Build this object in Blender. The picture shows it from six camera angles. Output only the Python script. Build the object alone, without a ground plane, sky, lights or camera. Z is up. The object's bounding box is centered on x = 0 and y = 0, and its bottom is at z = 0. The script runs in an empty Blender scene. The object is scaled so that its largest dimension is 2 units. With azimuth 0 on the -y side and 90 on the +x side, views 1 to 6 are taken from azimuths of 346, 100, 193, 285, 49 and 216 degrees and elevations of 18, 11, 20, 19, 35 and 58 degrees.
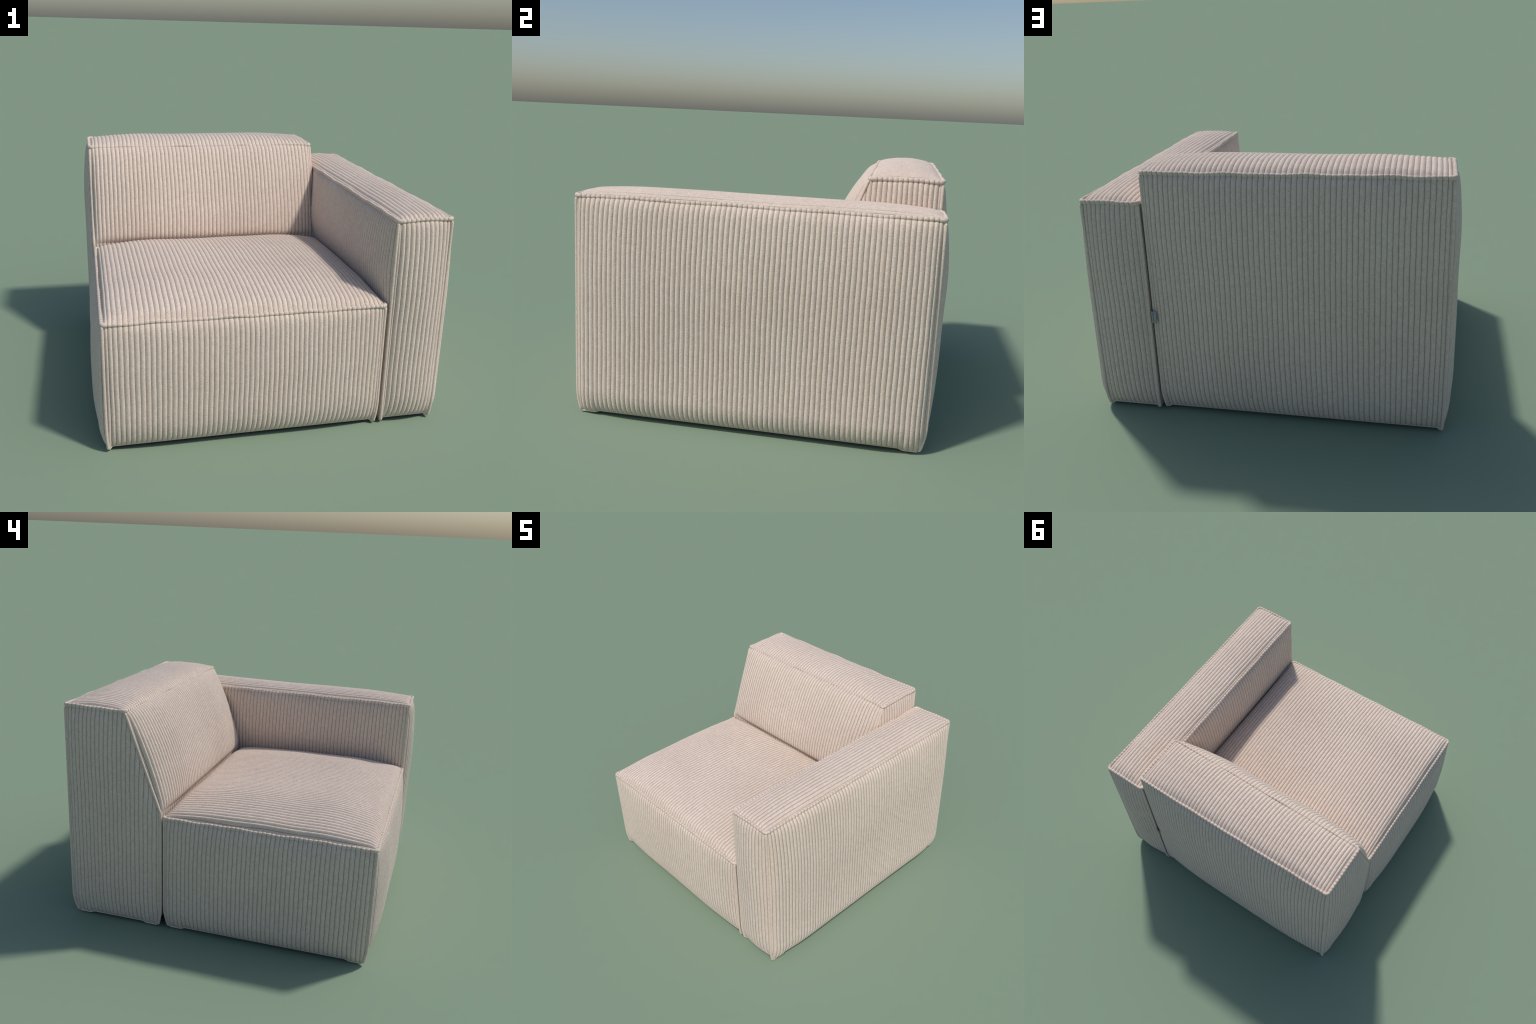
"""Corner element of a modular sofa in wide-wale corduroy: seat block, backrest block and armrest block.
Every block is a soft box: pillowed fabric panels stretched between seams, real corduroy wales, piping on the seams."""
import bpy, math
import numpy as np

PITCH = 0.0268        # width of one corduroy wale
WALE = 0.0054         # height of a wale above its groove
FINE = PITCH / 10     # mesh step across the wales
LONG = 0.0085         # mesh step along the wales

# ----------------------------------------------------------------------------- corduroy
def waviness(P):
    """slow sideways drift of the wales (the material repeats this formula)"""
    x, y, z = P[..., 0], P[..., 1], P[..., 2]
    return 0.0014 * np.sin(5.1 * z + 4.3 * x + 3.1 * y) + 0.0006 * np.sin(23.0 * z - 3.1 * x + 19.0 * y + 1.7)

EASE = 0.018          # over this distance from a seam the cloth turns away steeply

def wale_profile(P, axis, cloth):
    """0 in the groove, 1 on the round back of the wale; wales lie side by side along `axis` (0 = x, 1 = y).
    cloth = (low seam, high seam, extra cloth used up by the steep turn at each of them)"""
    lo, hi, extra = cloth[axis]
    c = P[..., axis]
    turn = extra * (np.exp(np.minimum(c - hi, 0.03) / EASE) - np.exp(np.minimum(lo - c, 0.03) / EASE))
    q = (c + waviness(P) + turn) / PITCH
    t = q - np.floor(q)
    return 1 - np.abs(2 * t - 1) ** 2.1

def softness(P, seed, size=0.0025):
    """uneven stuffing: a few slow waves over the panel"""
    rng = np.random.default_rng(seed)
    out = np.zeros(P.shape[:-1])
    for k in range(9):
        d = rng.normal(size=3); d /= np.linalg.norm(d)
        f = rng.uniform(5, 17)
        out += np.sin(P @ d * f + rng.uniform(0, 6.3)) / f * 6
    return out * size * 0.45

# ----------------------------------------------------------------------------- seam lines
V = lambda *a: np.array(a, float)

def straight(a, b, wobble=0.0, seed=0):
    a, b = V(*a), V(*b)
    rng = np.random.default_rng(seed)
    ph = rng.uniform(0, 6.3, (3, 3))
    def f(t):
        t = np.asarray(t, float)
        p = a + (b - a) * t[..., None]
        if wobble:
            w = np.stack([np.sin(t * 9 + ph[i, 0]) + .6 * np.sin(t * 19 + ph[i, 1]) for i in range(3)], -1)
            p = p + wobble * w * np.sin(np.pi * t)[..., None]
        return p
    return f

def upright(top, bottom, knee=None):
    """vertical seam from the floor up, parametrised by height; curls in over its lowest 10 cm"""
    top, bottom = V(*top), V(*bottom)
    def f(t):
        t = np.asarray(t, float)
        z = bottom[2] + (top[2] - bottom[2]) * t
        full = V(top[0], top[1], 0) if knee is None else V(knee[0], knee[1], 0)
        k = np.clip(1 - z / 0.16, 0, 1)[..., None] ** 2
        xy = full + (V(bottom[0], bottom[1], 0) - full) * k
        if knee is not None:
            s = np.clip((z - knee[2]) / (top[2] - knee[2]), 0, 1)[..., None]
            xy = xy + (V(top[0], top[1], 0) - V(knee[0], knee[1], 0)) * s
        xy[..., 2] = z
        return xy
    return f

def under(a, b, inset, lift, ear, slope=0.03):
    """bottom seam: ears touch the floor at both corners, in between the cover is drawn in and up"""
    a, b, inset = V(*a), V(*b), V(*inset)
    L = np.linalg.norm(b - a)
    def f(t):
        t = np.asarray(t, float)
        d = np.minimum(t, 1 - t) * L
        s = np.clip((d - ear) / slope, 0, 1); s = s * s * (3 - 2 * s)
        return a + (b - a) * t[..., None] + inset * s[..., None] + V(0, 0, lift) * s[..., None]
    return f

def part_of(edge, t0, t1):
    return lambda t: edge(t0 + (t1 - t0) * np.asarray(t, float))

# ----------------------------------------------------------------------------- panels
def rise(d, R, p, spring=0.45, length=0.014):
    """pillow profile: springs up right at the seam, then swells slowly towards the middle"""
    t = np.clip(1 - d / R, 0, 1)
    d = np.maximum(d - 0.002, 0)      # the fabric first runs flat under the piping
    return spring * (1 - np.exp(-d / length)) + (1 - spring) * (1 - t ** p)

def panel(bottom, top, left, right, normal, axis, height, seed, cloth,
          reach=(0.34, 0.34, 0.34, 0.34), power=1.9, across='u', fine=True, soft=0.0025, shape=None, spring=0.45, open_bottom=0.0, open_top=0.0):
    """Coons patch between four seams, pillowed along `normal`, covered with wales.
    reach: how far from the left, right, bottom and top seams the pillow takes to reach full height."""
    width = np.linalg.norm(bottom(np.array(.5)) * 0 + top(np.array(1.)) - top(np.array(0.)))
    tall = np.linalg.norm(left(np.array(1.)) - left(np.array(0.)))
    k = 1 if fine else 4
    nu = int(round(width / (FINE if across == 'u' else LONG) / k)) + 1
    nv = int(round(tall / (FINE if across == 'v' else LONG) / k)) + 1
    u, v = np.linspace(0, 1, nu), np.linspace(0, 1, nv)
    if across == 'u':      # finer rows near the seams, where the pillow turns fastest
        v = v - 0.10 * np.sin(2 * np.pi * v) / (2 * np.pi) * 4 * 0.5
    U, W = np.meshgrid(u, v)
    B, T, L, R = bottom(u), top(u), left(v), right(v)
    c00, c10, c01, c11 = B[0], B[-1], T[0], T[-1]
    u_, v_ = U[..., None], W[..., None]
    P = ((1 - v_) * B[None] + v_ * T[None] + (1 - u_) * L[:, None] + u_ * R[:, None]
         - ((1 - u_) * (1 - v_) * c00 + u_ * (1 - v_) * c10 + (1 - u_) * v_ * c01 + u_ * v_ * c11))
    n = V(*normal); n /= np.linalg.norm(n)
    span = lambda d, r: min(r, d / 2)
    F = np.minimum(rise(U * width, span(width, reach[0]), power, spring), rise((1 - U) * width, span(width, reach[1]), power, spring))
    G = np.minimum(open_bottom + (1 - open_bottom) * rise(W * tall, span(tall, reach[2]), power, spring), open_top + (1 - open_top) * rise((1 - W) * tall, span(tall, reach[3]), power, spring, 0.021))
    fade = np.clip(np.minimum.reduce([U * width, (1 - U) * width, W * tall, (1 - W) * tall]) / 0.012, 0, 1)
    pillow = height * F * G * (1 if shape is None else shape(P))
    Q = P + (pillow + softness(P, seed, soft) * F * G)[..., None] * n
    if fine:
        Q = Q + ((wale_profile(Q, axis, cloth) - 1) * WALE * (0.35 + 0.65 * fade))[..., None] * n
    idx = np.arange(nu * nv).reshape(nv, nu)
    f = np.stack([idx[:-1, :-1], idx[:-1, 1:], idx[1:, 1:], idx[1:, :-1]], -1).reshape(-1, 4)
    # make the faces look outwards
    i = nv // 2; j = nu // 2
    g = np.cross(Q[i, j + 1] - Q[i, j], Q[i + 1, j] - Q[i, j])
    if g @ n < 0:
        f = f[:, ::-1]
    return Q.reshape(-1, 3), f, axis

# ----------------------------------------------------------------------------- piping
def piping(edge, sideways, upwards, a, b, offset=(0, 0), t0=0.0, t1=1.0, step=None):
    """cord along a seam: ellipse a (along `sideways`) by b (along `upwards`)"""
    s, w = V(*sideways), V(*upwards)
    s /= np.linalg.norm(s); w /= np.linalg.norm(w)
    length = np.linalg.norm(np.diff(edge(np.linspace(t0, t1, 60)), axis=0), axis=1).sum()
    m = int(length / (step or 0.008)) + 2
    t = np.linspace(t0, t1, m)
    C = edge(t) + s * offset[0] + w * offset[1]
    ring = 14
    ang = np.linspace(0, 2 * np.pi, ring, endpoint=False)
    d = np.minimum(t - t0, t1 - t) / (t1 - t0) * length
    cap = np.sqrt(np.clip(1 - (1 - np.clip(d / (0.8 * a), 0, 1)) ** 2, 0.02, 1))
    P = C[:, None] + cap[:, None, None] * (np.cos(ang)[None, :, None] * s * a + np.sin(ang)[None, :, None] * w * b)
    idx = np.arange(m * ring).reshape(m, ring)
    nx = np.roll(idx, -1, 1)
    f = np.stack([idx[:-1], nx[:-1], nx[1:], idx[1:]], -1).reshape(-1, 4)
    T = C[-1] - C[0]
    if np.cross(s, w) @ T > 0:
        f = f
    else:
        f = f[:, ::-1]
    return P.reshape(-1, 3), f, 2

def loop_piping(x0, x1, y0, y1, z, a, b, cloth, radius=0.017, rear=True):
    """one cord all round a top panel, with rounded corners; returned as four beaded runs and four plain bends"""
    ring = 14
    ang = np.linspace(0, 2 * np.pi, ring, endpoint=False)
    cx, cy = (x0 + radius, x1 - radius), (y0 + radius, y1 - radius)
    runs = []
    def sweep(C, nrm, axis):
        C = C + nrm * 0.004 + V(0, 0, -0.003)
        C[:, 2] += 0.0022 * np.sin(C[:, 0] * 17 + C[:, 1] * 13) + 0.0014 * np.sin(C[:, 0] * 31 - C[:, 1] * 37)
        P = C[:, None] + np.cos(ang)[None, :, None] * nrm[:, None] * a + np.sin(ang)[None, :, None] * V(0, 0, b)
        m = len(C)
        if axis < 2:      # wales pinch the cord into beads; they fade out where it starts to bend
            pr = wale_profile(P, axis, cloth)
            ends = np.clip(np.minimum(np.arange(m), m - 1 - np.arange(m)) / 2.0, 0, 1)[:, None]
            P = C[:, None] + (P - C[:, None]) * (1 - 0.19 * (1 - pr) * ends)[..., None]
        idx = np.arange(m * ring).reshape(m, ring); nx = np.roll(idx, -1, 1)
        f = np.stack([idx[:-1], idx[1:], nx[1:], nx[:-1]], -1).reshape(-1, 4)
        if np.cross(nrm[0], V(0, 0, 1)) @ (C[-1] - C[0]) > 0: f = f[:, ::-1]
        runs.append((P.reshape(-1, 3), f, axis))
    for axis, lo, hi, n, fixed in ((0, cx[0], cx[1], (0, -1, 0), y0), (0, cx[0], cx[1], (0, 1, 0), y1),
                                   (1, cy[0], cy[1], (-1, 0, 0), x0), (1, cy[0], cy[1], (1, 0, 0), x1)):
        if n == (0, 1, 0) and not rear: continue
        m = int((hi - lo) / FINE) + 2
        C = np.zeros((m, 3)); C[:, axis] = np.linspace(lo, hi, m); C[:, 1 - axis] = fixed; C[:, 2] = z
        sweep(C, np.tile(V(*n), (m, 1)), axis)
    for px, sx in ((cx[0], -1), (cx[1], 1)):
        for py, sy in ((cy[0], -1), (cy[1], 1)):
            th = np.linspace(0, np.pi / 2, 14)
            nrm = np.stack([sx * np.cos(th), sy * np.sin(th), 0 * th], -1)
            sweep(V(px, py, z) + radius * nrm, nrm, 2)
    return runs

# ----------------------------------------------------------------------------- materials
def corduroy(name, axis, cloth=None):
    m = bpy.data.materials.new(name); m.use_nodes = True
    nt = m.node_tree; N = nt.nodes; L = nt.links
    N.clear()
    out = N.new('ShaderNodeOutputMaterial'); bs = N.new('ShaderNodeBsdfPrincipled')
    L.new(bs.outputs[0], out.inputs[0])
    tc = N.new('ShaderNodeTexCoord'); sep = N.new('ShaderNodeSeparateXYZ')
    L.new(tc.outputs['Object'], sep.inputs[0])
    def math_(op, a, b=None, c=None):
        n = N.new('ShaderNodeMath'); n.operation = op
        for i, x in enumerate((a, b, c)):
            if x is None: continue
            if isinstance(x, (int, float)): n.inputs[i].default_value = x
            else: L.new(x, n.inputs[i])
        return n.outputs[0]
    X, Y, Z = sep.outputs
    def noise(scale, detail=2, rough=.5, stretch=(1, 1, 1)):
        mp = N.new('ShaderNodeMapping'); mp.inputs['Scale'].default_value = stretch
        L.new(tc.outputs['Object'], mp.inputs[0])
        n = N.new('ShaderNodeTexNoise'); n.inputs['Scale'].default_value = scale
        n.inputs['Detail'].default_value = detail; n.inputs['Roughness'].default_value = rough
        L.new(mp.outputs[0], n.inputs['Vector'])
        return n.outputs['Fac']
    def ramp(fac, stops):
        r = N.new('ShaderNodeValToRGB'); L.new(fac, r.inputs[0])
        e = r.color_ramp.elements
        while len(e) < len(stops): e.new(0.5)
        for k, (p, c) in enumerate(stops):
            e[k].position = p; e[k].color = (*c, 1)
        return r.outputs[0]
    def mix(fac, a, b, mode='MIX'):
        n = N.new('ShaderNodeMix'); n.data_type = 'RGBA'; n.blend_type = mode
        for s, x in ((n.inputs[0], fac), (n.inputs[6], a), (n.inputs[7], b)):
            if isinstance(x, (int, float)): s.default_value = x
            elif isinstance(x, tuple): s.default_value = (*x, 1)
            else: L.new(x, s)
        return n.outputs[2]
    pile = ramp(noise(2.2, 3), [(0.3, COL_A), (0.7, COL_B)])
    grain = ramp(noise(150, 3, .65), [(0.30, (.82, .81, .80)), (0.68, (1.05, 1.05, 1.05))])
    col = mix(1.0, pile, grain, 'MULTIPLY')
    fluff = ramp(noise(38, 3, .6), [(0.32, (.93, .925, .92)), (0.66, (1.03, 1.03, 1.03))])
    col = mix(1.0, col, fluff, 'MULTIPLY')
    bump_h = noise(420, 3, .7)
    flock = noise(150, 4, .68)
    wale = None
    if axis < 2:
        w1 = math_('SINE', math_('ADD', math_('MULTIPLY', Z, 5.1), math_('ADD', math_('MULTIPLY', X, 4.3), math_('MULTIPLY', Y, 3.1))))
        w2 = math_('SINE', math_('ADD', math_('ADD', math_('MULTIPLY', Z, 23.0), 1.7), math_('ADD', math_('MULTIPLY', X, -3.1), math_('MULTIPLY', Y, 19.0))))
        wav = math_('ADD', math_('MULTIPLY', w1, .0014), math_('MULTIPLY', w2, .0006))
        lo, hi, extra = cloth
        C = (X, Y)[axis]
        up = math_('EXPONENT', math_('DIVIDE', math_('MINIMUM', math_('SUBTRACT', C, hi), 0.03), EASE))
        dn = math_('EXPONENT', math_('DIVIDE', math_('MINIMUM', math_('SUBTRACT', lo, C), 0.03), EASE))
        turn = math_('MULTIPLY', math_('SUBTRACT', up, dn), extra)
        q = math_('DIVIDE', math_('ADD', math_('ADD', C, wav), turn), PITCH)
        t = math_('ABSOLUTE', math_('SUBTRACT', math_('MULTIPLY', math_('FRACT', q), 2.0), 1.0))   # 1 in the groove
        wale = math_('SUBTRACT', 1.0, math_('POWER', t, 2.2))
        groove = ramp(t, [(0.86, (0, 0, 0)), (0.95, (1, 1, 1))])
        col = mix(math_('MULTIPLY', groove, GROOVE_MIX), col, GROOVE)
    L.new(col, bs.inputs['Base Color'])
    bs.inputs['Roughness'].default_value = 0.95
    bs.inputs['Specular IOR Level'].default_value = 0.15
    bs.inputs['Sheen Weight'].default_value = 0.25
    bs.inputs['Sheen Roughness'].default_value = 0.5
    b1 = N.new('ShaderNodeBump'); b1.inputs['Strength'].default_value = 0.9; b1.inputs['Distance'].default_value = 0.0034
    L.new(flock, b1.inputs['Height'])
    if wale is not None:
        b0 = N.new('ShaderNodeBump'); b0.inputs['Strength'].default_value = 1.0; b0.inputs['Distance'].default_value = 0.0022
        L.new(wale, b0.inputs['Height']); L.new(b0.outputs[0], b1.inputs['Normal'])
    b2 = N.new('ShaderNodeBump'); b2.inputs['Strength'].default_value = 0.5; b2.inputs['Distance'].default_value = 0.0015
    L.new(bump_h, b2.inputs['Height']); L.new(b1.outputs[0], b2.inputs['Normal'])
    L.new(b2.outputs[0], bs.inputs['Normal'])
    return m

COL_A = (0.798, 0.656, 0.556)
COL_B = (0.845, 0.705, 0.602)
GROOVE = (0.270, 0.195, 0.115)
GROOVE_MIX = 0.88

def plain(name, col, rough=.8):
    m = bpy.data.materials.new(name); m.use_nodes = True
    nt = m.node_tree; bs = nt.nodes['Principled BSDF']
    tc = nt.nodes.new('ShaderNodeTexCoord'); n = nt.nodes.new('ShaderNodeTexNoise')
    n.inputs['Scale'].default_value = 240
    r = nt.nodes.new('ShaderNodeValToRGB')
    r.color_ramp.elements[0].color = (*[c * .85 for c in col], 1)
    r.color_ramp.elements[1].color = (*[min(1, c * 1.1) for c in col], 1)
    nt.links.new(tc.outputs['Object'], n.inputs['Vector']); nt.links.new(n.outputs['Fac'], r.inputs[0])
    nt.links.new(r.outputs[0], bs.inputs['Base Color'])
    bs.inputs['Roughness'].default_value = rough
    return m

CORD = corduroy('corduroy_cord', 2)
def fabrics(name, cloth):
    return [corduroy(name + '_corduroy_across_x', 0, cloth[0]), corduroy(name + '_corduroy_across_y', 1, cloth[1]), CORD, LINING]
LINING = plain('underside_lining', (0.05, 0.048, 0.045))

def build(name, pieces, parent, materials):
    me = bpy.data.meshes.new(name)
    P = np.concatenate([p[0] for p in pieces])
    offs = np.cumsum([0] + [len(p[0]) for p in pieces])
    F = np.concatenate([p[1] + o for p, o in zip(pieces, offs)])
    mat = np.concatenate([np.full(len(p[1]), p[2]) for p in pieces])
    me.vertices.add(len(P)); me.vertices.foreach_set('co', P.astype(np.float32).ravel())
    me.loops.add(F.size); me.loops.foreach_set('vertex_index', F.astype(np.int32).ravel())
    me.polygons.add(len(F)); me.polygons.foreach_set('loop_start', np.arange(0, F.size, 4, dtype=np.int32))
    for m in materials:
        me.materials.append(m)
    if len(materials) > 1:
        me.polygons.foreach_set('material_index', mat.astype(np.int32))
    me.update(calc_edges=True); me.validate()
    me.polygons.foreach_set('use_smooth', np.ones(len(F), bool))
    ob = bpy.data.objects.new(name, me); bpy.context.collection.objects.link(ob)
    ob.parent = parent
    return ob

def flat(a, b, c, d, n):
    """plain lining under a block"""
    P = np.array([a, b, c, d], float)
    f = np.array([[0, 1, 2, 3]])
    if np.cross(P[1] - P[0], P[3] - P[0]) @ V(*n) < 0: f = f[:, ::-1]
    return P, f, 3

UP, DOWN, FRONT, BACK, LEFT, RIGHT = (0, 0, 1), (0, 0, -1), (0, -1, 0), (0, 1, 0), (-1, 0, 0), (1, 0, 0)
EAR = 0.009       # height of the piping centre at the floor corners

sofa = bpy.data.objects.new('sofa_corner_module', None)
bpy.context.collection.objects.link(sofa)
sofa['label'] = 'beige wide-wale corduroy corner sofa module with single armrest'
sofa['category'] = 'sofa'

# ----------------------------------------------------------------------------- a soft block
def block(name, x0, x1, y0, y1, ztop, pillow, knee=None, slant=None, seed=1, reach=None, shape=None, y_curl=0.03, ease=(.014, .014), open_rear=0.0):
    """box of panels between seams; pillow = heights for left, right, front, back, top.
    knee: (y, z) of the bend in the front seams, slant: y of the front top seam (backrest only)"""
    yt = y0 if slant is None else slant
    cloth = ((x0, x1, ease[0]), (y0, y1, ease[1]))
    cover = fabrics(name, cloth)
    bx0, bx1, by0, by1 = x0 + 0.008, x1 - 0.008, y0 + 0.022, y1 - y_curl
    c = {(i, j): (xx, yy) for i, xx in ((0, bx0), (1, bx1)) for j, yy in ((0, by0), (1, by1))}
    kn = (lambda x: (x, y0, knee)) if knee else (lambda x: None)
    e = {}
    e['fl'] = upright((x0, yt, ztop), (*c[0, 0], EAR), kn(x0))
    e['fr'] = upright((x1, yt, ztop), (*c[1, 0], EAR), kn(x1))
    e['bl'] = upright((x0, y1, ztop), (*c[0, 1], EAR))
    e['br'] = upright((x1, y1, ztop), (*c[1, 1], EAR))
    e['tf'] = straight((x0, yt, ztop), (x1, yt, ztop), .0016, seed + 1)
    e['tb'] = straight((x0, y1, ztop), (x1, y1, ztop), .0016, seed + 2)
    e['tl'] = straight((x0, yt, ztop), (x0, y1, ztop), .0014, seed + 3)
    e['tr'] = straight((x1, yt, ztop), (x1, y1, ztop), .0014, seed + 4)
    e['uf'] = under((*c[0, 0], EAR), (*c[1, 0], EAR), (0, .014, 0), .012, .002, .02)
    e['ub'] = under((*c[0, 1], EAR), (*c[1, 1], EAR), (0, -.010, 0), .009, .002, .02)
    e['ul'] = under((*c[0, 0], EAR), (*c[0, 1], EAR), (.004, 0, 0), .008, .075)
    e['ur'] = under((*c[1, 0], EAR), (*c[1, 1], EAR), (-.004, 0, 0), .008, .075)
    hl, hr, hf, hb, ht = pillow
    R = dict(left=(.42, .42, .14, .42), right=(.34, .28, .14, .46), front=(.42, .42, .22, .42), back=(.46, .46, .50, .42), top=(.40,) * 4)
    R.update(reach or {})
    shape = shape or {}
    side = R['front']
    pcs = [
        panel(e['ul'], e['tl'], e['fl'], e['bl'], LEFT, 1, hl, seed + 10, cloth, R['left'], shape=shape.get('left')),
        panel(e['ur'], e['tr'], e['fr'], e['br'], RIGHT, 1, hr, seed + 11, cloth, R['right'], shape=shape.get('right')),
        panel(e['ub'], e['tb'], e['bl'], e['br'], BACK, 0, hb, seed + 12, cloth, R['back'], spring=0.34),
        panel(e['tf'], e['tb'], e['tl'], e['tr'], UP, 0, ht, seed + 13, cloth, R['top'], open_top=open_rear),
    ]
    if knee:
        tk = (knee - EAR) / (ztop - EAR)
        mid = straight((x0, y0, knee), (x1, y0, knee))
        tl = tk + 0.010      # the lower part reaches a little past the bend, so that no crack opens
        low = straight(e['fl'](np.array(tl)), e['fr'](np.array(tl)))
        pcs.append(panel(e['uf'], low, part_of(e['fl'], 0, tl), part_of(e['fr'], 0, tl), FRONT, 0, 0.020, seed + 14, cloth, (0.40, 0.40, 0.20, 0.20), open_top=1.0))
        n = V(0, -(ztop - knee), (slant - y0))
        pcs.append(panel(mid, e['tf'], part_of(e['fl'], tk, 1), part_of(e['fr'], tk, 1), n, 0, hf, seed + 15, cloth, (0.40, 0.40, 0.22, 0.36), open_bottom=0.22))
    else:
        pcs.append(panel(e['uf'], e['tf'], e['fl'], e['fr'], FRONT, 0, hf, seed + 14, cloth, side))
    z, ins = EAR + 0.006, 0.006
    pcs.append(flat((bx0 + ins, by0 + ins, z), (bx1 - ins, by0 + ins, z), (bx1 - ins, by1 - ins, z), (bx0 + ins, by1 - ins, z), DOWN))
    body = build(name, pcs, sofa, cover)
    A, Bh = 0.0100, 0.0115
    cords = []
    cords += loop_piping(x0, x1, yt, y1, ztop, A, Bh, cloth, rear=not open_rear)
    for k, s, w in (('fl', LEFT, FRONT), ('fr', RIGHT, FRONT), ('bl', LEFT, BACK), ('br', RIGHT, BACK)):
        cords.append(piping(e[k], s, w, 0.0085, 0.0085, (0.001, 0.001), 0.0, 0.990))
    for k, n in (('uf', FRONT), ('ub', BACK), ('ul', LEFT), ('ur', RIGHT)):
        cords.append(piping(e[k], n, UP, 0.006, 0.005, (0, 0)))
    p = build('piping', cords, body, cover)
    p['kind'] = 'stuff'
    return body, e

def ramp_up(x, a, b):
    t = np.clip((x - a) / (b - a), 0, 1)
    return t * t * (3 - 2 * t)

def above_seat(P):
    """the armrest swells towards the sitter only where no other block presses on it"""
    return 0.32 + 0.68 * ramp_up(P[..., 2], 0.62, 0.95) * (1 - ramp_up(P[..., 1], 0.30, 0.55))

def above_arm(P):
    return 0.35 + 0.65 * ramp_up(P[..., 2], 1.05, 1.25)

seat, _ = block('seat', -0.930, 0.572, -0.945, 0.310, 0.735, (0.063, 0.026, 0.060, 0.040, 0.106), seed=100,
                ease=(.026, .012), open_rear=0.12,
                reach=dict(top=(.38, .40, .36, .50), back=(.2, .2, .2, .05)))
back, be = block('backrest', -0.938, 0.577, 0.332, 0.928, 1.362, (0.050, 0.044, 0.089, 0.075, 0.051), knee=0.765, slant=0.553,
                 seed=200, y_curl=0.035, ease=(.016, .010), reach=dict(left=(.42, .42, .26, .42)), shape=dict(right=above_arm))
arm, _ = block('armrest', 0.605, 0.912, -0.943, 0.938, 1.210, (0.066, 0.078, 0.053, 0.047, 0.044), seed=300, ease=(.013, .018), shape=dict(left=above_seat))

# ----------------------------------------------------------------------------- woven label in the rear seam
def label(parent):
    a = be['br'](np.array(0.428)) + V(-0.021, 0.030, 0)
    w, h, th = 0.034, 0.068, 0.0022
    ss = np.linspace(0, 1, 9)
    cx = a[0] + 0.002 + w * ss
    cy = a[1] - 0.016 * ss ** 2
    pts, f = [], []
    for sgn in (1, -1):
        for zz in (-h / 2, h / 2):
            for x, y in zip(cx, cy):
                pts.append((x, y + sgn * th / 2, a[2] + zz - 0.006 * (x - a[0]) / w))
    n = len(ss)
    for i in range(n - 1):
        f += [(i, i + 1, n + i + 1, n + i), (2 * n + i, 3 * n + i, 3 * n + i + 1, 2 * n + i + 1),
              (n + i, n + i + 1, 3 * n + i + 1, 3 * n + i), (i, 2 * n + i, 2 * n + i + 1, i + 1)]
    f += [(0, n, 3 * n, 2 * n), (n - 1, 3 * n - 1, 4 * n - 1, 2 * n - 1)]
    ob = build('fabric_label', [(np.array(pts), np.array(f), 0)], parent, [plain('label_weave', (0.38, 0.38, 0.365))])
    # one stitched dark line down the label
    y = a[1] - 0.016 * .55 ** 2 + th / 2
    x = a[0] + 0.002 + w * .55
    q = [(x - .0012, y, a[2] - .024), (x + .0012, y, a[2] - .024), (x + .0012, y, a[2] + .024), (x - .0012, y, a[2] + .024)]
    q += [(px, py + .001, pz) for px, py, pz in q]
    g = [(4, 7, 6, 5), (0, 1, 2, 3), (0, 4, 5, 1), (1, 5, 6, 2), (2, 6, 7, 3), (3, 7, 4, 0)]
    build('label_line', [(np.array(q), np.array(g), 0)], ob, [plain('label_thread', (0.04, 0.045, 0.05))])
label(back)
